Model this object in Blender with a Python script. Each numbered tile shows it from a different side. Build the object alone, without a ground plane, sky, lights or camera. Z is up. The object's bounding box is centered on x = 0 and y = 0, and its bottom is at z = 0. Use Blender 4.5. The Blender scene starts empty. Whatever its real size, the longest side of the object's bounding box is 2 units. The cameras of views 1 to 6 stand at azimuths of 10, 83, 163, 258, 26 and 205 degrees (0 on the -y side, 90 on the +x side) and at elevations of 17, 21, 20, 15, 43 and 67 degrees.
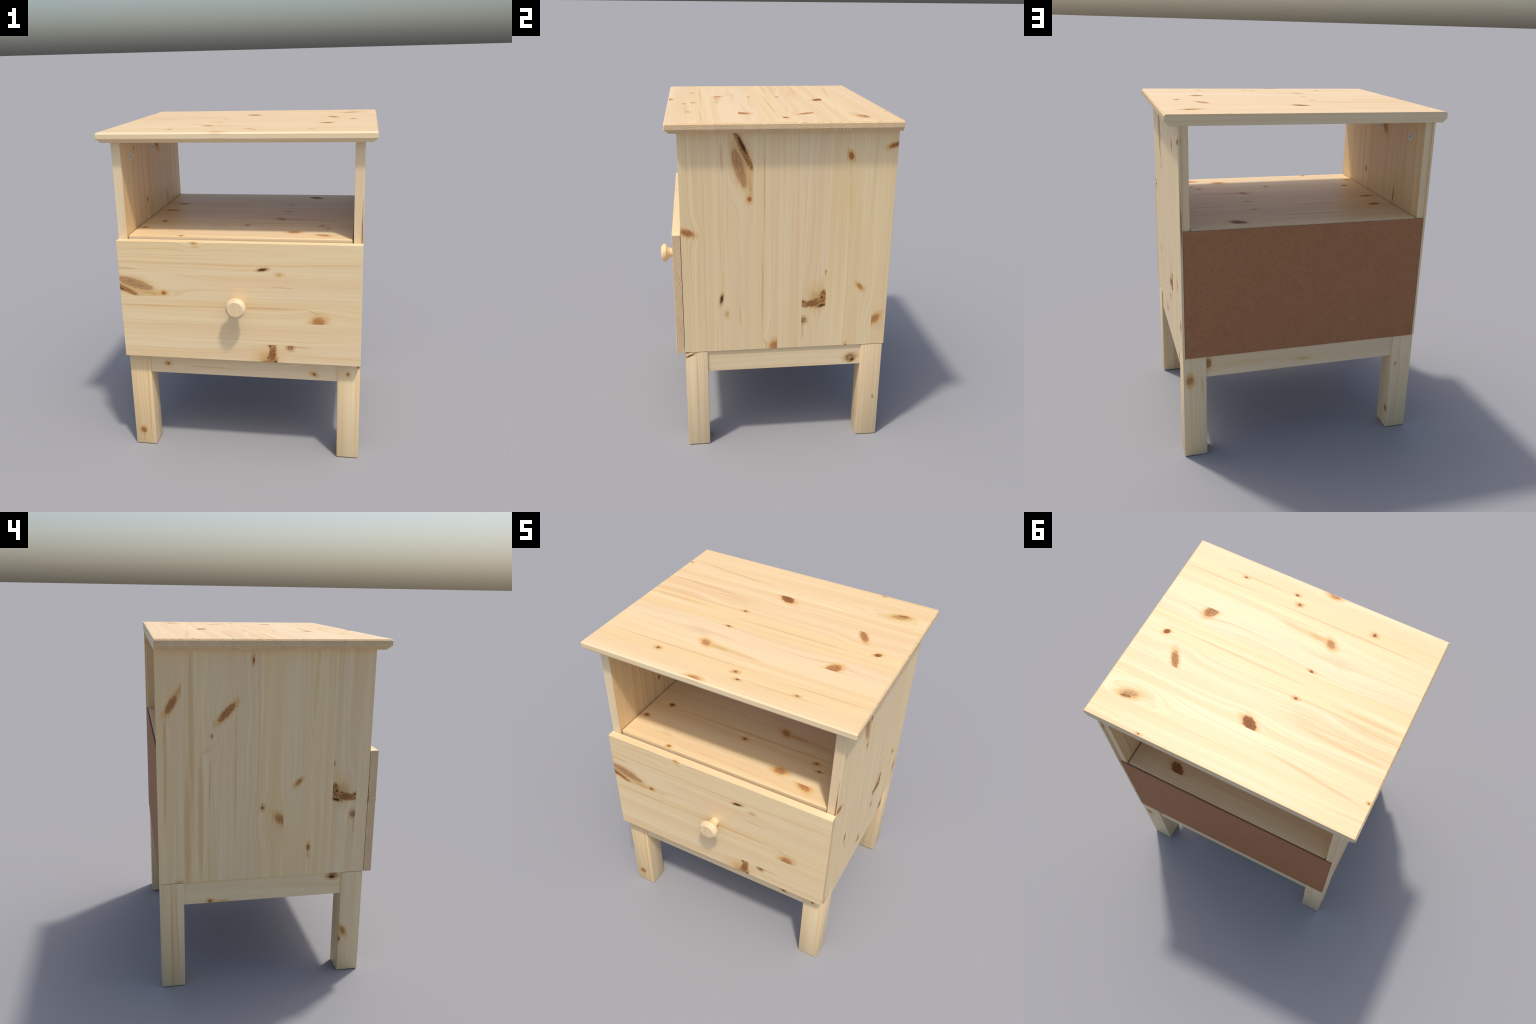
"""Small pine bedside table: chamfered top, two side panels, open shelf,
one drawer with a turned knob, hardboard back, four square legs with rails."""
import bpy, bmesh, math
from mathutils import Matrix

# ------------------------------------------------------------------ sizes (m)
TOP_Z, TOP_UNDER = 2.0, 1.942
TOP_X, TOP_FRONT, TOP_BACK = 0.7745, -0.5872, 0.6710
SIDE_OUT, SIDE_IN = 0.7098, 0.6565
SIDE_FRONT, SIDE_BACK = -0.5235, 0.6670
SIDE_FOOT = 0.650
REBATE_X, REBATE_Y = 0.6965, 0.6560
SHELF_X, SHELF_TOP, SHELF_THICK = 0.6518, 1.3955, 0.052
DRAWER_FRONT, DRAWER_REAR = -0.5718, -0.5262
DRAWER_LOW, DRAWER_HIGH = 0.6475, 1.379
LEG_OUT, LEG_IN = 0.7092, 0.5757
LEG_FRONT, LEG_BACK, LEG_SIZE = -0.5225, 0.6615, 0.131
RAIL_LOW = 0.5135
STAVE = 0.141                       # width of the glued pine staves

# -------------------------------------------------------------- node plumbing
class Tree:
    """Thin helper for building node trees."""
    def __init__(self, tree):
        self.t, self.n, self.l = tree, tree.nodes, tree.links

    def put(self, sock, value):
        if isinstance(value, bpy.types.NodeSocket):
            self.l.new(value, sock)
        elif value is not None:
            if hasattr(sock.default_value, '__len__') and len(sock.default_value) == 4 and len(value) == 3:
                value = (*value, 1.0)
            sock.default_value = value

    def math(self, op, a, b=None, c=None, clamp=False):
        m = self.n.new('ShaderNodeMath'); m.operation = op; m.use_clamp = clamp
        for s, v in zip(m.inputs, (a, b, c)):
            self.put(s, v)
        return m.outputs[0]

    def mul_add(self, a, b, c):
        return self.math('MULTIPLY_ADD', a, b, c)

    def ramp(self, v, lo, hi, out_lo=0.0, out_hi=1.0, smooth=True):
        m = self.n.new('ShaderNodeMapRange')
        m.interpolation_type = 'SMOOTHSTEP' if smooth else 'LINEAR'
        for s, x in zip(m.inputs[:5], (v, lo, hi, out_lo, out_hi)):
            self.put(s, x)
        return m.outputs[0]

    def vec(self, x, y, z=0.0):
        m = self.n.new('ShaderNodeCombineXYZ')
        for s, v in zip(m.inputs, (x, y, z)):
            self.put(s, v)
        return m.outputs[0]

    def noise(self, vector, scale=1.0, detail=2.0, rough=0.5, color=False):
        m = self.n.new('ShaderNodeTexNoise')
        self.put(m.inputs['Vector'], vector)
        m.inputs['Scale'].default_value = scale
        m.inputs['Detail'].default_value = detail
        m.inputs['Roughness'].default_value = rough
        return m.outputs['Color' if color else 'Fac']

    def white(self, w):
        m = self.n.new('ShaderNodeTexWhiteNoise'); m.noise_dimensions = '1D'
        self.put(m.inputs['W'], w)
        s = self.n.new('ShaderNodeSeparateColor'); self.l.new(m.outputs['Color'], s.inputs[0])
        return s.outputs[0], s.outputs[1], s.outputs[2]

    def mix(self, fac, a, b):
        m = self.n.new('ShaderNodeMix'); m.data_type = 'RGBA'
        self.put(m.inputs[0], fac); self.put(m.inputs[6], a); self.put(m.inputs[7], b)
        return m.outputs[2]

    def xyz(self):
        c = self.n.new('ShaderNodeTexCoord'); s = self.n.new('ShaderNodeSeparateXYZ')
        self.l.new(c.outputs['Object'], s.inputs[0])
        return s.outputs

def new_group(name, inputs, outputs):
    g = bpy.data.node_groups.new(name, 'ShaderNodeTree')
    for kind, nm in inputs:
        g.interface.new_socket(nm, in_out='INPUT', socket_type='NodeSocket' + kind)
    for kind, nm in outputs:
        g.interface.new_socket(nm, in_out='OUTPUT', socket_type='NodeSocket' + kind)
    i = g.nodes.new('NodeGroupInput'); o = g.nodes.new('NodeGroupOutput')
    return g, Tree(g), i.outputs, o.inputs

def make_knot_group():
    g, t, i, o = new_group('pine_knot', [
        ('Color', 'Color'), ('Float', 'U'), ('Float', 'V'), ('Float', 'Stave'),
        ('Float', 'CU'), ('Float', 'CV'), ('Float', 'XU'), ('Float', 'XV'), ('Float', 'YU'), ('Float', 'YV'),
        ('Float', 'Blot'), ('Float', 'Fibre'), ('Float', 'Speck'), ('Color', 'Deep'), ('Float', 'Long'), ('Float', 'Clip'), ('Float', 'Wobble'), ('Float', 'Soft'), ('Float', 'Strength'),
        ('Color', 'Core'), ('Color', 'Rim'), ('Float', 'Rings'),
        ('Color', 'Halo'), ('Float', 'HU'), ('Float', 'HV'), ('Float', 'Halo Amount')], [('Color', 'Color')])
    # a vanishing dependence on the colour so far keeps the knots evaluated one after the other
    chain = t.n.new('ShaderNodeSeparateColor'); t.put(chain.inputs[0], i['Color'])
    u = t.mul_add(chain.outputs[0], 1e-7, i['U']); v = t.mul_add(chain.outputs[0], 1e-7, i['V'])
    stave = t.mul_add(chain.outputs[0], 1e-7, i['Stave'])
    du = t.math('SUBTRACT', u, i['CU']); dv = t.math('SUBTRACT', v, i['CV'])
    x = t.math('ADD', t.math('MULTIPLY', du, i['XU']), t.math('MULTIPLY', dv, i['XV']))
    y = t.math('ADD', t.math('MULTIPLY', du, i['YU']), t.math('MULTIPLY', dv, i['YV']))
    q = t.math('SQRT', t.math('ADD', t.math('MULTIPLY', x, x), t.math('MULTIPLY', y, y)))
    n = t.math('ADD', t.math('MULTIPLY', i['Blot'], t.math('SUBTRACT', 1.0, i['Long'])), t.math('MULTIPLY', i['Fibre'], i['Long']))
    n = t.mul_add(chain.outputs[0], 1e-7, n)
    q = t.mul_add(n, i['Wobble'], q)
    q = t.mul_add(i['Fibre'], 0.16, q)
    mask = t.ramp(q, t.math('SUBTRACT', 1.0, i['Soft']), 1.0, 1.0, 0.0)
    inside = t.math('LESS_THAN', t.math('ABSOLUTE', t.math('SUBTRACT', stave, i['Clip'])), 0.5)
    free = t.math('LESS_THAN', i['Clip'], -50.0)
    clip = t.math('MAXIMUM', inside, free)
    hx, hy = t.math('MULTIPLY', x, i['HU']), t.math('MULTIPLY', y, i['HV'])
    hq = t.math('SQRT', t.math('ADD', t.math('MULTIPLY', hx, hx), t.math('MULTIPLY', hy, hy)))
    hq = t.mul_add(i['Fibre'], 0.9, hq)
    halo = t.ramp(hq, 0.35, 1.0, 1.0, 0.0)
    halo = t.math('MULTIPLY', t.math('MULTIPLY', halo, i['Halo Amount']), clip)
    ring = t.math('SINE', t.mul_add(n, 7.0, t.math('MULTIPLY', q, 16.0)))
    ring = t.math('MULTIPLY', t.mul_add(ring, 0.45, 0.2), i['Rings'])
    rim = t.math('ADD', t.math('MULTIPLY', t.ramp(q, 0.35, 0.9), 0.5), ring)
    rim = t.math('ADD', rim, t.math('MULTIPLY', n, 2.6), clamp=True)
    core = t.mix(rim, i['Core'], i['Rim'])
    speck = t.math('MULTIPLY', t.ramp(i['Speck'], 0.06, 0.22), t.ramp(q, 0.2, 0.95, 0.75, 0.15))
    core = t.mix(speck, core, i['Deep'])
    fringe = t.math('MULTIPLY', t.ramp(q, 0.62, 1.0), 0.55)
    core = t.mix(fringe, core, i['Halo'])
    col = t.mix(halo, i['Color'], i['Halo'])
    col = t.mix(t.math('MULTIPLY', t.math('MULTIPLY', mask, clip), i['Strength']), col, core)
    t.put(o['Color'], col)
    return g

def make_bend_group():
    """Pushes the grain lines apart around a knot."""
    g, t, i, o = new_group('grain_bend', [
        ('Float', 'V In'), ('Float', 'U'), ('Float', 'V'), ('Float', 'Stave'), ('Float', 'CU'), ('Float', 'CV'),
        ('Float', 'Inverse Length'), ('Float', 'Inverse Width'), ('Float', 'Amount'), ('Float', 'Clip')], [('Float', 'V Out')])
    du = t.math('MULTIPLY', t.math('SUBTRACT', t.mul_add(i['V In'], 1e-7, i['U']), i['CU']), i['Inverse Length'])
    dv = t.math('SUBTRACT', t.mul_add(i['V In'], 1e-7, i['V']), i['CV'])
    stave = t.mul_add(i['V In'], 1e-7, i['Stave'])
    dn = t.math('MULTIPLY', dv, i['Inverse Width'])
    e = t.math('EXPONENT', t.math('MULTIPLY', t.math('ADD', t.math('MULTIPLY', du, du), t.math('MULTIPLY', dn, dn)), -1.0))
    inside = t.math('LESS_THAN', t.math('ABSOLUTE', t.math('SUBTRACT', stave, i['Clip'])), 0.5)
    inside = t.math('MAXIMUM', inside, t.math('LESS_THAN', i['Clip'], -50.0))
    d = t.math('MULTIPLY', t.math('MULTIPLY', t.math('MULTIPLY', dv, e), i['Amount']), inside)
    t.put(o['V Out'], t.math('SUBTRACT', i['V In'], d))
    return g

CREAM, TAN, PINK = (0.772, 0.642, 0.430), (0.738, 0.572, 0.348), (0.735, 0.558, 0.382)
LINE, LINE_STRONG = (0.670, 0.435, 0.220), (0.640, 0.390, 0.175)

def make_grain_group():
    """Base colour of straight-grained pine, from length U, bent width V, depth W and stave number."""
    g, t, i, o = new_group('pine_grain', [
        ('Float', 'U'), ('Float', 'V'), ('Float', 'W'), ('Float', 'Stave'), ('Float', 'Seed'), ('Float', 'Contrast'), ('Color', 'Tint')],
        [('Color', 'Color'), ('Float', 'Height')])
    key = t.mul_add(i['Stave'], 3.17, i['Seed'])
    r, gg, b = t.white(key)
    off = t.math('MULTIPLY', key, 1.73)
    u, v, w = i['U'], i['V'], i['W']
    wob = t.noise(t.vec(t.math('MULTIPLY', u, 1.1), t.math('MULTIPLY', v, 5.0), off), 1.0, 2.0)
    v = t.mul_add(t.math('SUBTRACT', wob, 0.5), 0.045, v)
    def strip(lu, lv, seed, detail, rough=0.55):
        return t.noise(t.vec(t.mul_add(u, lu, off), t.math('MULTIPLY', v, lv), t.mul_add(w, lv * 0.35, t.math('ADD', off, seed))),
                       1.0, detail, rough)
    broad = strip(0.40, 19.0, 3.1, 2.5)
    band = strip(0.6, 95.0, 9.7, 1.0)
    fine = strip(1.2, 250.0, 5.5, 1.5)
    blot = t.noise(t.vec(t.math('MULTIPLY', u, 5.0), t.math('MULTIPLY', v, 14.0), off), 1.0, 3.0)
    col = t.mix(t.ramp(broad, 0.34, 0.66), CREAM, TAN)
    pink = t.ramp(strip(0.3, 11.0, 14.2, 2.0), 0.5, 0.72)
    col = t.mix(t.math('MULTIPLY', pink, 0.55), col, PINK)
    col = t.mix(t.math('MULTIPLY', t.ramp(blot, 0.52, 0.75), 0.22), col, PINK)
    amount = t.math('MULTIPLY', t.mul_add(gg, 0.6, 0.55), i['Contrast'])
    lines = t.math('MULTIPLY', t.ramp(fine, 0.47, 0.75), 0.46)
    col = t.mix(t.math('MULTIPLY', lines, amount), col, LINE)
    groove = t.math('MULTIPLY', t.ramp(band, 0.57, 0.78), 0.60)
    col = t.mix(t.math('MULTIPLY', groove, amount), col, LINE)
    rare = t.math('MULTIPLY', t.ramp(strip(0.22, 40.0, 21.3, 1.0), 0.66, 0.78), 0.50)
    col = t.mix(t.math('MULTIPLY', rare, amount), col, LINE_STRONG)
    hsv = t.n.new('ShaderNodeHueSaturation')
    t.put(hsv.inputs['Hue'], t.mul_add(r, 0.008, 0.496)); t.put(hsv.inputs['Saturation'], t.mul_add(b, 0.10, 0.95))
    t.put(hsv.inputs['Value'], t.mul_add(r, 0.03, 0.985)); t.put(hsv.inputs['Color'], col)
    tint = t.n.new('ShaderNodeMix'); tint.data_type = 'RGBA'; tint.blend_type = 'MULTIPLY'
    tint.inputs[0].default_value = 1.0
    t.put(tint.inputs[6], hsv.outputs[0]); t.put(tint.inputs[7], i['Tint'])
    t.put(o['Color'], tint.outputs[2])
    t.put(o['Height'], t.math('ADD', fine, band))
    return g

KNOT, BEND, GRAIN = make_knot_group(), make_bend_group(), make_grain_group()

# ------------------------------------------------------ kinds of knot and mark
#   core, rim, rings, halo colour, halo size, halo amount, wobble, softness, strength
RED = (0.30, 0.125, 0.045)
DARK_RED = (0.17, 0.065, 0.028)
AMBER = (0.680, 0.385, 0.125)
KINDS = {
    'red':    ((0.350, 0.135, 0.046), (0.450, 0.205, 0.070), 0.60, AMBER, 1.8, 0.92, 0.40, 0.38, 0.95),
    'dark':   ((0.230, 0.080, 0.032), (0.350, 0.140, 0.052), 0.60, AMBER, 1.7, 0.92, 0.40, 0.32, 0.96),
    'ringed': ((0.360, 0.150, 0.056), (0.520, 0.255, 0.092), 0.80, AMBER, 1.7, 0.92, 0.45, 0.36, 0.94),
    'pale':   ((0.430, 0.185, 0.064), (0.560, 0.300, 0.115), 0.60, AMBER, 1.9, 0.85, 0.60, 0.50, 0.92),
    'amber':  ((0.580, 0.355, 0.135), (0.640, 0.410, 0.165), 0.40, (0.70, 0.47, 0.20), 1.9, 0.60, 0.55, 0.70, 0.75),
    'small':  ((0.260, 0.100, 0.038), (0.380, 0.165, 0.058), 0.20, (0.62, 0.36, 0.13), 2.4, 0.85, 0.30, 0.45, 0.95),
    'oval':   ((0.360, 0.180, 0.085), (0.570, 0.340, 0.140), 0.75, (0.62, 0.38, 0.14), 1.15, 0.75, 0.28, 0.40, 0.82),
    'bark':   ((0.250, 0.100, 0.037), (0.450, 0.215, 0.076), 0.70, (0.60, 0.35, 0.12), 1.0, 0.50, 0.75, 0.50, 0.95),
    'black':  ((0.055, 0.032, 0.026), (0.160, 0.075, 0.036), 0.55, (0.48, 0.25, 0.080), 1.8, 0.80, 0.80, 0.50, 0.96),
    'ring':   ((0.420, 0.250, 0.120), (0.090, 0.045, 0.028), 0.95, (0.56, 0.32, 0.12), 1.9, 0.80, 0.45, 0.35, 0.94),
    'resin':  ((0.370, 0.180, 0.060), (0.600, 0.360, 0.125), 0.60, (0.68, 0.41, 0.145), 1.6, 0.80, 0.95, 0.65, 0.85),
    'streak': ((0.650, 0.410, 0.180), (0.665, 0.430, 0.195), 0.20, (0.66, 0.42, 0.18), 1.2, 0.0, 0.45, 0.70, 0.70),
    'yellow': ((0.710, 0.520, 0.220), (0.700, 0.510, 0.220), 0.10, (0.71, 0.52, 0.22), 1.2, 0.0, 0.80, 0.85, 0.60),
    'figure': ((0.700, 0.490, 0.280), (0.620, 0.395, 0.190), 1.00, (0.68, 0.46, 0.24), 1.2, 0.0, 1.10, 0.90, 0.50),
}
SOFT_KINDS = ('streak', 'yellow', 'figure', 'amber')       # no dark specks in these
NO_BEND = {'streak', 'yellow', 'small', 'bark', 'black'}

def in_stave(seams, v):
    return float(sum(v > s for s in seams))

def wood(name, axes, seams=(), knots=(), origin=(0, 0), flip=(1, 1), seed=1.0, contrast=1.0, face_keyed=False, bound=None, tint=(1.05, 1.0, 0.885)):
    """axes: which object axes run along / across / through the board ('xyz').
    Pattern position = flip * object position + origin."""
    mat = bpy.data.materials.new(name); mat.use_nodes = True
    nt = mat.node_tree; t = Tree(nt)
    bsdf = nt.nodes['Principled BSDF']
    p = t.xyz(); idx = ['xyz'.index(a) for a in axes]
    u = t.mul_add(p[idx[0]], float(flip[0]), float(origin[0]))
    v = t.mul_add(p[idx[1]], float(flip[1]), float(origin[1]))
    w = p[idx[2]]
    if face_keyed:                                   # each face of a post or rail is its own piece of grain
        stave = t.math('ROUND', t.math('MULTIPLY', w, 10.0))
    else:
        stave = None
        for s in seams:
            stave = t.math('GREATER_THAN', v, s) if stave is None else t.math('ADD', stave, t.math('GREATER_THAN', v, s))
        if stave is None:
            stave = t.math('ADD', t.math('MULTIPLY', v, 0.0), 0.0)
    bent = v
    picked = []
    for k in knots:
        kind, cu, cv, su, sv, ang = k[:6]
        if bound and not (bound[0] - su < cu < bound[1] + su and bound[2] - su < cv < bound[3] + su):
            continue
        clip = k[6] if len(k) > 6 else (-99.0 if kind in ('streak', 'yellow', 'figure') else in_stave(seams, cv) if seams else -99.0)
        picked.append((kind, cu, cv, su, sv, ang, clip))
    for kind, cu, cv, su, sv, ang, clip in picked:
        if kind in NO_BEND or su < 0.012:
            continue
        a = math.radians(ang)
        lu = math.hypot(su * math.cos(a), sv * math.sin(a)); lv = math.hypot(su * math.sin(a), sv * math.cos(a))
        gnode = nt.nodes.new('ShaderNodeGroup'); gnode.node_tree = BEND
        for nm, val in (('V In', bent), ('U', u), ('V', v), ('Stave', stave), ('CU', cu), ('CV', cv),
                        ('Inverse Length', 1 / (lu * 2.1 + 0.02)), ('Inverse Width', 1 / (lv * 1.7)), ('Amount', 0.8), ('Clip', clip)):
            t.put(gnode.inputs[nm], val)
        bent = gnode.outputs[0]
    gn = nt.nodes.new('ShaderNodeGroup'); gn.node_tree = GRAIN
    for nm, val in (('U', u), ('V', bent), ('W', w), ('Stave', stave), ('Seed', seed), ('Contrast', contrast), ('Tint', tint)):
        t.put(gn.inputs[nm], val)
    col = gn.outputs['Color']
    blot = t.math('SUBTRACT', t.noise(t.vec(t.math('MULTIPLY', u, 50.0), t.math('MULTIPLY', v, 75.0), seed), 1.0, 3.0, 0.6), 0.5)
    speck = t.math('SUBTRACT', t.noise(t.vec(t.math('MULTIPLY', u, 110.0), t.math('MULTIPLY', v, 130.0), seed + 3.0), 1.0, 2.0, 0.6), 0.5)
    fibre = t.math('SUBTRACT', t.noise(t.vec(t.math('MULTIPLY', u, 7.0), t.math('MULTIPLY', v, 130.0), seed), 1.0, 2.0), 0.5)
    order = {'yellow': 0, 'streak': 0, 'figure': 0, 'amber': 0.5}
    for kind, cu, cv, su, sv, ang, clip in sorted(picked, key=lambda k: order.get(k[0], 1)):
        core, rim, rings, halo, hsize, hamt, wob, soft, strength = KINDS[kind]
        a = math.radians(ang); c, s = math.cos(a), math.sin(a)
        kn = nt.nodes.new('ShaderNodeGroup'); kn.node_tree = KNOT
        for nm, val in (('Color', col), ('U', u), ('V', v), ('Stave', stave), ('CU', cu), ('CV', cv),
                        ('XU', c / su), ('XV', s / su), ('YU', -s / sv), ('YV', c / sv), ('Blot', blot), ('Fibre', fibre), ('Speck', speck), ('Deep', tuple((1.0 if kind in SOFT_KINDS else 0.42) * x for x in min(core, rim))), ('Long', 1.0 if kind in ('streak', 'yellow') else 0.0), ('Clip', clip),
                        ('Wobble', wob), ('Soft', soft), ('Strength', strength), ('Core', core), ('Rim', rim),
                        ('Rings', rings), ('Halo', halo), ('HU', su / (su * (0.35 + 0.65 * hsize) + 0.014)), ('HV', sv / (sv * (0.45 + 0.55 * hsize) + 0.005)), ('Halo Amount', hamt)):
            t.put(kn.inputs[nm], val)
        col = kn.outputs[0]
    t.put(bsdf.inputs['Base Color'], col)
    bsdf.inputs['Roughness'].default_value = 0.47            # smooth early wood shines, knots and late wood are dull
    shade = nt.nodes.new('ShaderNodeSeparateColor'); t.put(shade.inputs[0], col)
    t.put(bsdf.inputs['Specular IOR Level'], t.ramp(shade.outputs[1], 0.12, 0.62, 0.06, 0.58, smooth=False))
    bump = nt.nodes.new('ShaderNodeBump'); bump.inputs['Strength'].default_value = 0.06; bump.inputs['Distance'].default_value = 0.002
    t.put(bump.inputs['Height'], gn.outputs['Height']); t.put(bsdf.inputs['Normal'], bump.outputs[0])
    return mat

def end_grain(name, across, through, seams, level, seed):
    """Sawn ends of the staves: arcs of growth rings round a pith of their own."""
    mat = bpy.data.materials.new(name); mat.use_nodes = True
    nt = mat.node_tree; t = Tree(nt); bsdf = nt.nodes['Principled BSDF']
    p = t.xyz(); v, w = p['xyz'.index(across)], p['xyz'.index(through)]
    stave = None
    for s in seams:
        g = t.math('GREATER_THAN', v, s); stave = g if stave is None else t.math('ADD', stave, g)
    r, g, b = t.white(t.math('ADD', stave, seed))
    cv = t.mul_add(t.math('ADD', stave, t.math('SUBTRACT', g, 0.5)), STAVE, seams[0] - STAVE * 0.5)
    side = t.math('SUBTRACT', t.math('MULTIPLY', t.math('GREATER_THAN', r, 0.5), 2.0), 1.0)
    cw = t.mul_add(side, t.mul_add(b, 0.10, 0.045), level)
    dv, dw = t.math('SUBTRACT', v, cv), t.math('SUBTRACT', w, cw)
    d = t.math('SQRT', t.math('ADD', t.math('MULTIPLY', dv, dv), t.math('MULTIPLY', dw, dw)))
    n = t.noise(t.vec(t.math('MULTIPLY', v, 14.0), t.math('MULTIPLY', w, 14.0), stave), 1.0, 2.0)
    ph = t.math('ADD', t.math('MULTIPLY', d, t.mul_add(r, 350.0, 480.0)), t.math('MULTIPLY', n, 16.0))
    ring = t.ramp(t.math('SINE', ph), -0.1, 0.95)
    fine = t.noise(t.vec(t.math('MULTIPLY', v, 300.0), t.math('MULTIPLY', w, 300.0), 0.0), 1.0, 2.0)
    patch = t.noise(t.vec(t.math('MULTIPLY', v, 25.0), t.math('MULTIPLY', w, 25.0), 3.0), 1.0, 2.0)
    col = t.mix(b, (0.730, 0.545, 0.330), (0.690, 0.510, 0.320))
    col = t.mix(t.math('MULTIPLY', ring, t.ramp(patch, 0.3, 0.6, 0.30, 0.85)), col, (0.530, 0.320, 0.135))
    col = t.mix(t.math('MULTIPLY', t.ramp(fine, 0.45, 0.8), 0.25), col, (0.52, 0.34, 0.17))
    t.put(bsdf.inputs['Base Color'], col)
    bsdf.inputs['Roughness'].default_value = 0.75; bsdf.inputs['Specular IOR Level'].default_value = 0.15
    return mat

def hardboard(name):
    mat = bpy.data.materials.new(name); mat.use_nodes = True
    nt = mat.node_tree; t = Tree(nt); bsdf = nt.nodes['Principled BSDF']
    p = t.xyz()
    pos = t.vec(p[0], p[1], p[2])
    cloud = t.noise(pos, 14.0, 4.0); speck = t.noise(pos, 85.0, 3.0, 0.6); fibre = t.noise(pos, 190.0, 2.0)
    col = t.mix(t.ramp(cloud, 0.35, 0.65), (0.378, 0.168, 0.076), (0.392, 0.180, 0.084))
    col = t.mix(t.math('MULTIPLY', t.ramp(speck, 0.42, 0.66), 0.65), col, (0.322, 0.140, 0.060))
    col = t.mix(t.math('MULTIPLY', t.ramp(fibre, 0.55, 0.75), 0.40), col, (0.44, 0.230, 0.120))
    t.put(bsdf.inputs['Base Color'], col); bsdf.inputs['Roughness'].default_value = 0.7
    bsdf.inputs['Specular IOR Level'].default_value = 0.2
    return mat

def plain(name, color, rough, metal=0.0, grain=0.06):
    mat = bpy.data.materials.new(name); mat.use_nodes = True
    nt = mat.node_tree; t = Tree(nt); bsdf = nt.nodes['Principled BSDF']
    p = t.xyz(); n = t.noise(t.vec(p[0], p[1], p[2]), 120.0, 2.0)
    t.put(bsdf.inputs['Base Color'], t.mix(t.math('MULTIPLY', n, grain * 4), color, tuple(c * 0.75 for c in color)))
    bsdf.inputs['Roughness'].default_value = rough; bsdf.inputs['Metallic'].default_value = metal
    return mat

# -------------------------------------------- knots of the two glued boards
# kind, length position, width position, half length, half width, tilt (degrees)
BOARD_A = [    # upright board, measured on the right side panel: length = z, width = y
    ('amber', 1.770, -0.180, 0.190, 0.062, -17), ('oval', 1.748, -0.199, 0.142, 0.034, -16), ('bark', 1.830, -0.171, 0.150, 0.020, -26),
    ('black', 1.872, -0.184, 0.085, 0.012, -26), ('amber', 1.650, -0.140, 0.080, 0.014, -10),
    ('red', 1.575, -0.144, 0.017, 0.0145, 0), ('ringed', 1.390, -0.487, 0.046, 0.022, -68), ('streak', 1.810, -0.293, 0.125, 0.011, -2),
    ('streak', 1.633, -0.062, 0.42, 0.009, 0), ('streak', 1.035, -0.069, 0.38, 0.010, 0), ('streak', 0.690, -0.052, 0.05, 0.008, -22),
    ('red', 1.805, 0.408, 0.027, 0.018, -19), ('yellow', 1.725, 0.410, 0.075, 0.016, 0), ('yellow', 1.555, 0.420, 0.230, 0.020, -3),
    ('yellow', 1.309, 0.426, 0.050, 0.010, 1), ('yellow', 1.007, 0.431, 0.040, 0.007, 1),
    ('red', 1.859, 0.645, 0.040, 0.015, 70), ('black', 0.985, -0.305, 0.033, 0.010, 11), ('yellow', 1.086, -0.296, 0.105, 0.009, 3),
    ('amber', 0.890, -0.274, 0.024, 0.018, 0), ('pale', 0.665, 0.010, 0.048, 0.046, 30), ('streak', 0.885, -0.20, 0.12, 0.006, -4),
    ('amber', 0.965, 0.250, 0.075, 0.070, 0), ('bark', 0.937, 0.232, 0.120, 0.031, 84), ('bark', 0.978, 0.285, 0.058, 0.030, 20), ('black', 0.921, 0.277, 0.034, 0.010, 73),
    ('black', 0.972, 0.277, 0.016, 0.008, 60), ('black', 0.962, 0.245, 0.012, 0.005, 75), ('bark', 1.005, 0.280, 0.018, 0.008, 30), ('black', 0.948, 0.168, 0.008, 0.007, 0), ('yellow', 1.058, 0.277, 0.080, 0.034, 17),
    ('ring', 0.829, 0.172, 0.021, 0.021, 0), ('streak', 0.770, 0.168, 0.09, 0.010, 0), ('pale', 1.032, 0.500, 0.031, 0.015, -41),
    ('pale', 0.819, 0.600, 0.050, 0.028, 45), ('figure', 0.780, 0.630, 0.06, 0.05, 40), ('red', 0.640, 0.434, 0.022, 0.015, 0),
    ('amber', 0.590, 0.431, 0.012, 0.010, 0), ('small', 1.132, 0.297, 0.006, 0.005, 0),
    # rear half, seen on the left side panel
    ('ringed', 1.478, 1.199, 0.068, 0.022, -31), ('amber', 1.545, 1.160, 0.055, 0.014, -24), ('streak', 1.33, 1.235, 0.12, 0.010, -6),
    ('ringed', 1.432, 0.905, 0.083, 0.023, -43, -99), ('small', 1.706, 0.765, 0.021, 0.006, 0), ('small', 1.307, 0.985, 0.006, 0.006, 0),
    ('figure', 1.229, 1.013, 0.05, 0.026, -50), ('small', 0.892, 0.703, 0.012, 0.0105, 0), ('amber', 0.476, 1.167, 0.022, 0.012, -84),
    ('streak', 1.35, 1.095, 0.75, 0.022, 0), ('streak', 0.85, 1.045, 0.60, 0.020, 0), ('streak', 0.75, 1.120, 0.55, 0.026, 0), ('streak', 1.10, 1.235, 0.45, 0.012, -1),
    ('streak', 1.05, 0.995, 0.20, 0.008, -2), ('streak', 1.10, 0.855, 0.60, 0.006, 0),
]
SEAMS_A = [-0.262 + STAVE * k - 0.0005 * k for k in range(-2, 11)]
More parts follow.
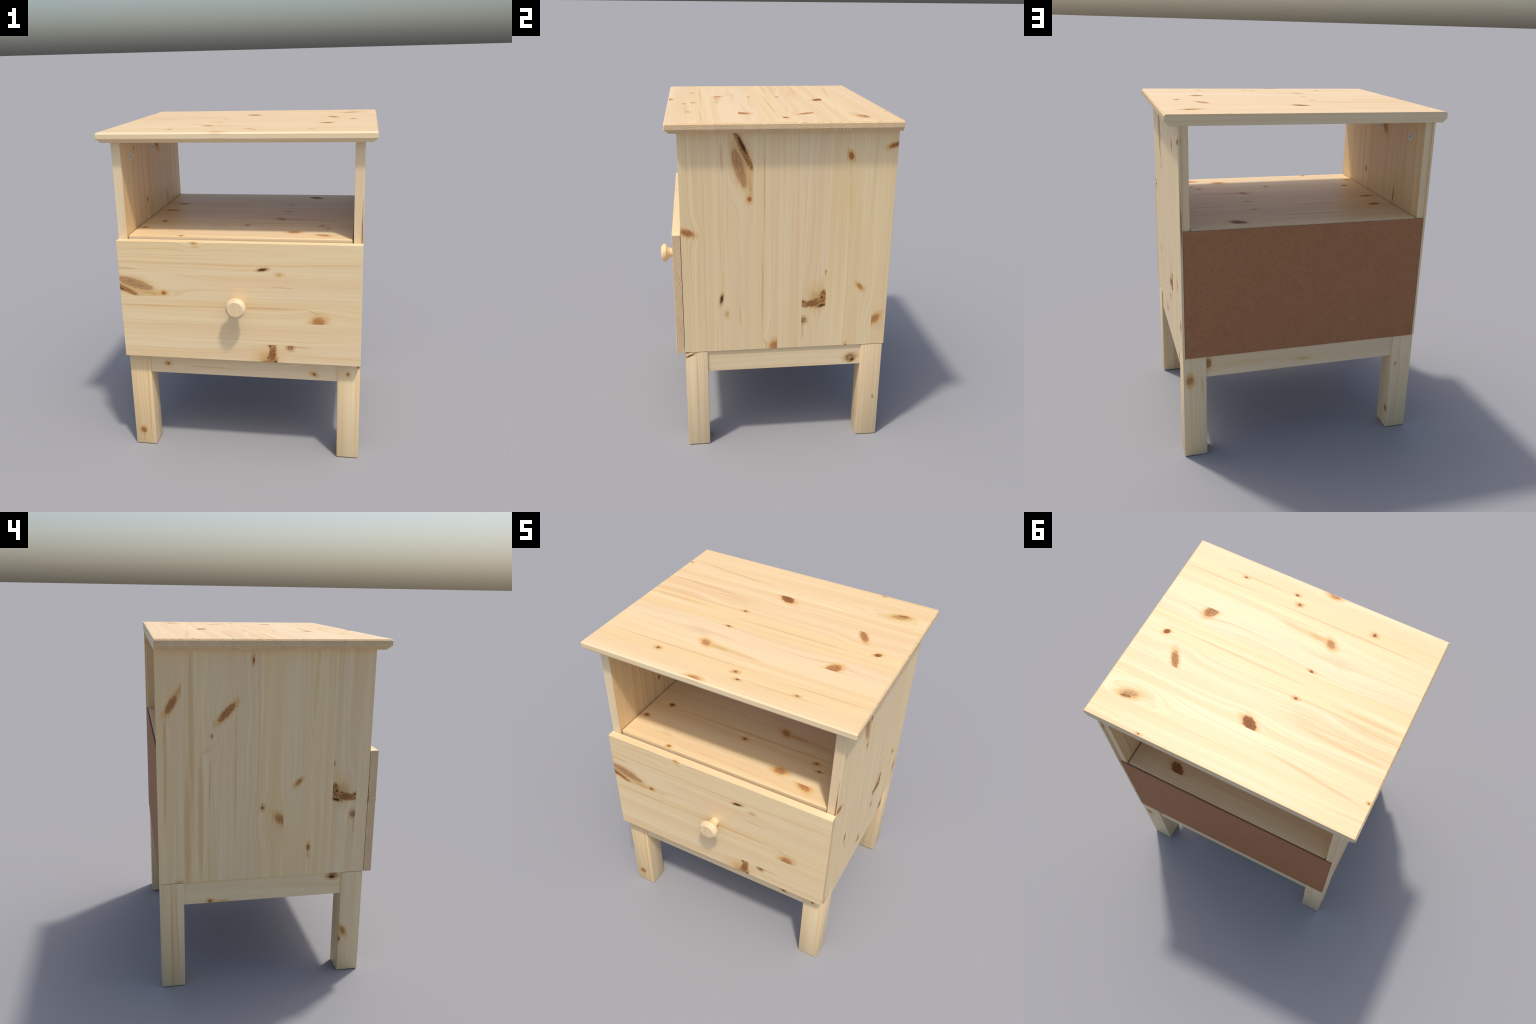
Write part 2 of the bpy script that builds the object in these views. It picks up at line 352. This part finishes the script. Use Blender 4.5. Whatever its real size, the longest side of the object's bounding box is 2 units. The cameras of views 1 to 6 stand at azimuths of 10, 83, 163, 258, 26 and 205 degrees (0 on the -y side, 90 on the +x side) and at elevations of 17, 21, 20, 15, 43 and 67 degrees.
BOARD_B = [    # lying board, measured on the table top: length = x, width = y
    ('small', 0.417, -0.461, 0.012, 0.007, 4), ('ringed', 0.478, -0.168, 0.058, 0.040, 58), ('dark', 0.632, 0.058, 0.023, 0.018, 30),
    ('ringed', 0.503, 0.191, 0.070, 0.023, -59), ('amber', 0.605, 0.478, 0.085, 0.042, 10), ('resin', 0.612, 0.483, 0.066, 0.032, 14), ('bark', 0.622, 0.499, 0.046, 0.011, 10),
    ('small', 0.104, -0.480, 0.014, 0.012, 10), ('small', 0.061, -0.427, 0.013, 0.009, 30), ('pale', -0.089, -0.580, 0.046, 0.030, 0, -99),
    ('small', -0.389, -0.436, 0.013, 0.013, 0), ('pale', -0.200, -0.274, 0.040, 0.027, -38), ('amber', -0.120, -0.283, 0.085, 0.020, -5),
    ('streak', -0.010, -0.285, 0.20, 0.024, -4), ('small', -0.179, -0.072, 0.015, 0.010, -6), ('small', -0.176, 0.111, 0.014, 0.010, 3),
    ('dark', -0.028, 0.350, 0.060, 0.036, -31), ('small', 0.448, 0.659, 0.010, 0.005, -2), ('small', -0.752, 0.472, 0.007, 0.006, 0),
    ('figure', -0.288, -0.188, 0.110, 0.050, -14), ('figure', -0.275, 0.205, 0.11, 0.045, -11), ('figure', 0.52, 0.455, 0.10, 0.03, -20),
    ('streak', -0.239, -0.384, 0.72, 0.012, 0), ('streak', 0.55, -0.395, 0.35, 0.010, 0), ('streak', 0.20, 0.020, 0.60, 0.012, 0),
    ('streak', -0.60, 0.06, 0.30, 0.018, 0), ('streak', -0.50, 0.255, 0.35, 0.020, -2), ('streak', -0.45, 0.475, 0.40, 0.014, -6),
    ('streak', 0.35, -0.475, 0.30, 0.010, 0),
    # the part of the board that only the shelf shows
    ('red', -0.939, 0.113, 0.042, 0.026, 10), ('red', -0.963, -0.072, 0.053, 0.026, 8), ('dark', -0.930, -0.372, 0.017, 0.020, 40),
    ('red', -1.011, -0.524, 0.019, 0.016, 0), ('red', -0.737, -0.700, 0.014, 0.013, 0), ('small', 0.065, -0.430, 0.014, 0.010, 0),
    ('pale', 0.080, -0.628, 0.052, 0.030, -30), ('figure', -0.809, -0.610, 0.055, 0.025, -15), ('figure', -0.55, 0.13, 0.16, 0.02, 0),
]
SEAMS_B = [-0.759, -0.617, -0.475, -0.330, -0.186, -0.064, 0.090, 0.235, 0.377, 0.519]
INNER = [
    ('pale', 1.850, 0.140, 0.065, 0.032, -45, -99), ('small', 1.523, -0.108, 0.014, 0.012, 0), ('black', 1.452, 0.326, 0.050, 0.0045, 6),
    ('pale', 1.875, -0.291, 0.014, 0.010, 14), ('streak', 1.6, -0.06, 0.5, 0.014, 0), ('streak', 1.6, -0.02, 0.6, 0.010, 0), ('streak', 1.55, 0.556, 0.6, 0.010, 0),
    ('streak', 1.6, -0.16, 0.5, 0.008, 0), ('streak', 1.7, -0.24, 0.5, 0.009, 0), ('streak', 1.62, 0.42, 0.3, 0.009, 2),
]
SEAMS_I = [-0.418, -0.277, -0.136, 0.005, 0.146, 0.287, 0.428, 0.569]

WARM = (1.03, 0.945, 0.815)
M_TOP = wood('pine_table_top', 'xyz', SEAMS_B, BOARD_B, tint=WARM, seed=2.0, bound=(-0.78, 0.78, -0.6, 0.68))
M_SHELF = wood('pine_shelf', 'xyz', SEAMS_B, BOARD_B, tint=(1.05, 0.975, 0.850), contrast=0.75, origin=(-0.399, -0.202), seed=2.0, bound=(-1.06, 0.26, -0.72, 0.46))
M_SIDE_R = wood('pine_right_side', 'zyx', SEAMS_A, BOARD_A, contrast=0.95, seed=5.0, bound=(0.65, 1.95, -0.53, 0.67))
M_SIDE_L = wood('pine_left_side', 'zyx', SEAMS_A, BOARD_A, origin=(-0.180, 0.612), contrast=0.95, seed=5.0, bound=(0.47, 1.77, 0.09, 1.29))
M_DRAWER = wood('pine_drawer', 'xzy', SEAMS_A, BOARD_A, origin=(1.132, 0.920), flip=(-1, -1), seed=5.0, bound=(0.42, 1.85, -0.46, 0.275))
M_INNER_L = wood('pine_inner_left', 'zyx', SEAMS_I, INNER, seed=8.0, contrast=1.4, tint=(1.02, 0.93, 0.79))
M_INNER_R = wood('pine_inner_right', 'zyx', SEAMS_I, INNER, origin=(0.02, -0.03), seed=8.0, contrast=1.3, tint=(1.02, 0.93, 0.79))
M_EDGE_Z = wood('pine_upright_edge', 'zxy', knots=[('black', 1.43, 0.7025, 0.13, 0.0017, 0)], seed=11.0, contrast=0.45, tint=(1.04, 1.005, 0.905))
M_EDGE_X = wood('pine_lying_edge', 'xzy', seed=12.0, contrast=0.5, tint=(1.04, 1.005, 0.905))
M_EDGE_XF = wood('pine_flat_edge', 'xyz', knots=[('figure', -0.255, -0.57, 0.03, 0.02, 0)], seed=13.0, contrast=0.5)
M_END_TOP = end_grain('pine_top_end', 'y', 'z', SEAMS_B, 1.972, 4.0)
M_END_DRAWER = end_grain('pine_drawer_end', 'z', 'y', [0.755, 0.896, 1.031, 1.172, 1.313], -0.548, 9.0)
M_BOARD = wood('pine_plain', 'xyz', seed=15.0)
LEG_X = [   # faces looking left or right: length z, width y, face number = round(10 x)
    ('bark', 0.660, -0.500, 0.050, 0.018, 65, 7), ('black', 0.628, -0.494, 0.038, 0.006, 66, 7), ('red', 0.133, 0.642, 0.020, 0.016, 0, -6),
    ('pale', 0.270, -0.415, 0.038, 0.020, 28, -7), ('small', 0.215, -0.396, 0.018, 0.007, 0, -7), ('small', 0.276, 0.624, 0.005, 0.005, 0, 7),
    ('streak', 0.40, -0.455, 0.4, 0.006, 0, 7), ('streak', 0.30, 0.60, 0.5, 0.010, 0, -7), ('streak', 0.35, 0.570, 0.4, 0.006, 2, -7)]
LEG_Y = [   # faces looking forward or back: length z, width x, face number = round(10 y)
    ('ringed', 0.100, -0.656, 0.023, 0.024, 20, -5), ('streak', 0.05, -0.654, 0.06, 0.012, 0, -5), ('small', 0.568, 0.638, 0.009, 0.009, 0, -5),
    ('bark', 0.625, 0.700, 0.020, 0.012, 0, -5), ('pale', 0.505, 0.672, 0.034, 0.026, 0, 7), ('streak', 0.46, 0.60, 0.12, 0.007, 3, 7),
    ('small', 0.458, -0.606, 0.005, 0.005, 0, 7), ('streak', 0.35, -0.60, 0.5, 0.008, 1, -5)]
RAIL_LONG = [('small', -0.465, 0.577, 0.011, 0.011, 0, -5), ('figure', -0.46, 0.580, 0.06, 0.045, 10, -5), ('small', 0.438, 0.552, 0.013, 0.010, -25, -5),
             ('figure', 0.43, 0.565, 0.05, 0.045, 0, -5), ('streak', -0.2, 0.565, 0.18, 0.006, -1, -5), ('ringed', 0.565, 0.600, 0.034, 0.022, 90, 7),
             ('yellow', 0.35, 0.585, 0.20, 0.02, 0, 7), ('amber', 0.0, 0.565, 0.05, 0.009, 5, 7)]
RAIL_SHORT = [('ring', 0.466, 0.560, 0.032, 0.028, 20, 7), ('black', 0.482, 0.545, 0.020, 0.012, 40, 7), ('ring', -0.340, 0.632, 0.030, 0.026, 0, -7),
              ('black', -0.335, 0.622, 0.024, 0.012, 0, -7), ('red', 0.383, 0.524, 0.016, 0.012, 0, -7), ('amber', 0.31, 0.520, 0.05, 0.008, 0, -7)]
M_LEG_X = wood('pine_leg_side', 'zyx', knots=LEG_X, seed=21.0, face_keyed=True, tint=(1.04, 1.005, 0.905))
M_LEG_Y = wood('pine_leg_front', 'zxy', knots=LEG_Y, seed=24.0, face_keyed=True, tint=(1.04, 1.005, 0.905))
M_RAIL_LONG = wood('pine_long_rail', 'xzy', knots=RAIL_LONG, seed=31.0, face_keyed=True, contrast=0.9, tint=(1.04, 1.005, 0.905))
M_RAIL_SHORT = wood('pine_short_rail', 'yzx', knots=RAIL_SHORT, seed=33.0, face_keyed=True, contrast=0.7, tint=(1.04, 1.005, 0.905))
M_KNOB = wood('pine_knob', 'zxy', seed=41.0, contrast=0.7)
M_BACK = hardboard('brown_hardboard')
M_METAL = plain('zinc_plated_metal', (0.74, 0.73, 0.72), 0.5)
M_HOLE = plain('dark_recess', (0.03, 0.03, 0.03), 0.8)

# ------------------------------------------------------------------- geometry
def make_object(name, bm, mats, parent, bevel=0.0, segments=2, smooth=None):
    if bevel > 0:
        bmesh.ops.bevel(bm, geom=bm.edges[:], offset=bevel, segments=segments, profile=0.5, affect='EDGES', clamp_overlap=True)
    bmesh.ops.recalc_face_normals(bm, faces=bm.faces[:])
    me = bpy.data.meshes.new(name); bm.to_mesh(me); bm.free()
    for m in mats:
        me.materials.append(m)
    if smooth:
        me.polygons.foreach_set('use_smooth', [True] * len(me.polygons))
        me.set_sharp_from_angle(angle=math.radians(smooth))
    ob = bpy.data.objects.new(name, me); bpy.context.collection.objects.link(ob)
    ob.parent = parent
    return ob

def prism(bm, outline, axis, lo, hi, slots):
    """Extrude a closed outline of 2-D points along an axis. slots: f(normal)->material slot."""
    def place(p, s):
        return {'x': (s, p[0], p[1]), 'y': (p[0], s, p[1]), 'z': (p[0], p[1], s)}[axis]
    a = [bm.verts.new(place(p, lo)) for p in outline]; b = [bm.verts.new(place(p, hi)) for p in outline]
    faces = [bm.faces.new(a), bm.faces.new(b[::-1])]
    for k in range(len(outline)):
        j = (k + 1) % len(outline)
        faces.append(bm.faces.new((a[k], b[k], b[j], a[j])))
    bmesh.ops.recalc_face_normals(bm, faces=faces)
    for f in faces:
        f.normal_update(); f.material_index = slots(f.normal)
    return faces

def box(bm, x, y, z, slots=lambda n: 0):
    return prism(bm, [(x[0], y[0]), (x[1], y[0]), (x[1], y[1]), (x[0], y[1])], 'z', z[0], z[1], slots)

def by_axis(sx=0, sy=0, sz=0):
    return lambda n: (sx, sy, sz)[max(range(3), key=lambda k: abs(n[k]))]

def board(name, x, y, z, mats, parent, slots=lambda n: 0, bevel=0.002):
    bm = bmesh.new(); box(bm, x, y, z, slots)
    return make_object(name, bm, mats, parent, bevel)

thing = bpy.data.objects.new('bedside_table', None); bpy.context.collection.objects.link(thing)
thing['label'] = 'small untreated pine bedside table with open shelf and one drawer'
thing['category'] = 'nightstand'

# table top: front, left and right edges chamfered above and below, back edge square
bm = bmesh.new()
under, over = 0.0235, 0.009
layers = [(TOP_UNDER, under), (TOP_UNDER + under, 0.0), (TOP_Z - over, 0.0), (TOP_Z, over)]
rings = []
for z, inset in layers:
    x, f = TOP_X - inset, TOP_FRONT + inset
    c = 0.004
    rings.append([bm.verts.new(p) for p in ((-x, f + c, z), (-x + c, f, z), (x - c, f, z), (x, f + c, z), (x, TOP_BACK, z), (-x, TOP_BACK, z))])
bm.faces.new(rings[0]); bm.faces.new(rings[-1])
for a, b in zip(rings, rings[1:]):
    for k in range(6):
        j = (k + 1) % 6
        bm.faces.new((a[k], a[j], b[j], b[k]))
bmesh.ops.recalc_face_normals(bm, faces=bm.faces[:])
for f in bm.faces:
    f.normal_update(); n = f.normal
    f.material_index = 0 if abs(n.z) > 0.9 else 1 if abs(n.x) > abs(n.y) else 2
make_object('table_top', bm, [M_TOP, M_END_TOP, M_EDGE_X], thing, 0.0012)

# side panels with a rebate for the back; cam locks inside
def side_panel(sign, outer, inner):
    s = sign
    outline = [(s * SIDE_OUT, SIDE_FRONT), (s * SIDE_OUT, SIDE_BACK), (s * REBATE_X, SIDE_BACK), (s * REBATE_X, REBATE_Y),
               (s * SIDE_IN, REBATE_Y), (s * SIDE_IN, SIDE_FRONT)]
    bm = bmesh.new()
    prism(bm, outline, 'z', SIDE_FOOT, TOP_UNDER, lambda n: 2 if abs(n.y) > 0.5 else 0 if n.x * s > 0.5 else 1)
    return make_object('side_panel', bm, [outer, inner, M_EDGE_Z], thing, 0.0018)

def lathe(bm, profile, segments=48, slot=0):
    """Profile of (radius, height) turned round the z axis; closed by points of radius 0."""
    rows = []
    for r, h in profile:
        rows.append([bm.verts.new((0, 0, h))] if r == 0 else
                    [bm.verts.new((r * math.cos(2 * math.pi * k / segments), r * math.sin(2 * math.pi * k / segments), h)) for k in range(segments)])
    for a, b in zip(rows, rows[1:]):
        for k in range(segments):
            j = (k + 1) % segments
            vs = [a[0], b[k], b[j]] if len(a) == 1 else [a[k], a[j], b[0]] if len(b) == 1 else [a[k], a[j], b[j], b[k]]
            bm.faces.new(vs).material_index = slot

def cam_lock_mesh():
    bm = bmesh.new(); r = 0.0235
    lathe(bm, [(0, 0.0), (0.0185, 0.0), (0.0195, -0.0006), (0.0202, -0.0006), (0.0210, 0.0008), (0.0228, 0.0008), (r, 0.0002), (r, -0.010), (0, -0.010)])
    arms = [(0.0062, 0.0018), (0.0018, 0.0062)]
    for ax, ay in arms:                                       # cross slot, set a hair proud
        box(bm, (-ax, ax), (-ay, ay), (-0.002, 0.0004 if ax > ay else 0.0006), lambda n: 1)
    bmesh.ops.recalc_face_normals(bm, faces=bm.faces[:])
    me = bpy.data.meshes.new('cam_lock'); bm.to_mesh(me); bm.free()
    me.materials.append(M_METAL); me.materials.append(M_HOLE)
    me.polygons.foreach_set('use_smooth', [True] * len(me.polygons)); me.set_sharp_from_angle(angle=math.radians(35))
    return me

CAM = cam_lock_mesh()
for sign, outer, inner in ((1, M_SIDE_R, M_INNER_R), (-1, M_SIDE_L, M_INNER_L)):
    panel = side_panel(sign, outer, inner)
    for k, y in enumerate((-0.357, 0.063, 0.483)):
        cam = bpy.data.objects.new('cam_lock', CAM); bpy.context.collection.objects.link(cam); cam.parent = panel
        cam.location = (sign * (SIDE_IN - 0.0008), y, 1.833)
        cam.rotation_euler = (0, -sign * math.pi / 2, 0)

board('shelf', (-SHELF_X, SHELF_X), (-0.5135, 0.6525), (SHELF_TOP - SHELF_THICK, SHELF_TOP), [M_SHELF, M_EDGE_X, M_BOARD], thing, by_axis(2, 1, 0), 0.004)
board('back_panel', (-REBATE_X + 0.0015, REBATE_X - 0.0015), (REBATE_Y + 0.0005, 0.6648), (0.6475, 1.3925), [M_BACK], thing, bevel=0.0012)

for sx in (-1, 1):
    for y0 in (LEG_FRONT, LEG_BACK - LEG_SIZE):
        bm = bmesh.new()
        xs = sorted((sx * LEG_IN, sx * LEG_OUT))
        box(bm, xs, (y0, y0 + LEG_SIZE), (0.0, SIDE_FOOT - 0.0015), by_axis(0, 1, 1))
        make_object('leg', bm, [M_LEG_X, M_LEG_Y], thing, 0.006, 2, 25)

rail_gap = LEG_IN + 0.004
board('rail', (-rail_gap, rail_gap), (-0.5130, -0.4605), (RAIL_LOW, 0.6465), [M_RAIL_LONG], thing)
board('rail', (-rail_gap, rail_gap), (0.5995, 0.6520), (RAIL_LOW, 0.6465), [M_RAIL_LONG], thing)
for sx in (-1, 1):
    xs = sorted((sx * 0.648, sx * 0.7005))
    board('rail', xs, (LEG_FRONT + LEG_SIZE - 0.004, LEG_BACK - LEG_SIZE + 0.004), (RAIL_LOW - 0.001, 0.6490), [M_RAIL_SHORT], thing)

# drawer: thick front, thin box behind it, turned knob
drawer = board('drawer_front', (-0.7104, 0.7104), (DRAWER_FRONT, DRAWER_REAR), (DRAWER_LOW, DRAWER_HIGH),
               [M_DRAWER, M_END_DRAWER, M_EDGE_XF], thing, by_axis(1, 0, 2), 0.002)
for sx in (-1, 1):
    board('drawer_side', sorted((sx * 0.598, sx * 0.640)), (DRAWER_REAR - 0.0005, 0.600), (0.690, 1.290), [M_BOARD], drawer)
board('drawer_back', (-0.5985, 0.5985), (0.560, 0.598), (0.700, 1.285), [M_BOARD], drawer)
board('drawer_bottom', (-0.610, 0.610), (DRAWER_REAR - 0.0005, 0.590), (0.704, 0.716), [M_BACK], drawer, bevel=0.0)
for sx in (-1, 1):
    board('drawer_runner', sorted((sx * 0.642, sx * (SIDE_IN - 0.0005))), (-0.500, 0.640), (0.930, 0.985), [M_BOARD], thing)

bm = bmesh.new()
face = DRAWER_FRONT - (-0.6710)
neck = [(0.0265, -0.004), (0.0265, 0.018), (0.0275, 0.028), (0.0300, 0.037), (0.0345, 0.046), (0.0410, 0.054), (0.0500, 0.0612), (0.0570, 0.0655)]
rim = [(0.0590, 0.0668), (0.0596, 0.0685), (0.0596, 0.0845), (0.0588, 0.0860), (0.0438, face - 0.0006), (0.0428, face), (0, face)]
lathe(bm, [(0, -0.004)] + neck + rim, 72)
knob = make_object('knob', bm, [M_KNOB], drawer, 0, smooth=20)
knob.data.transform(Matrix.Translation((0.0, DRAWER_FRONT, 1.0135)) @ Matrix.Rotation(math.pi / 2, 4, 'X'))
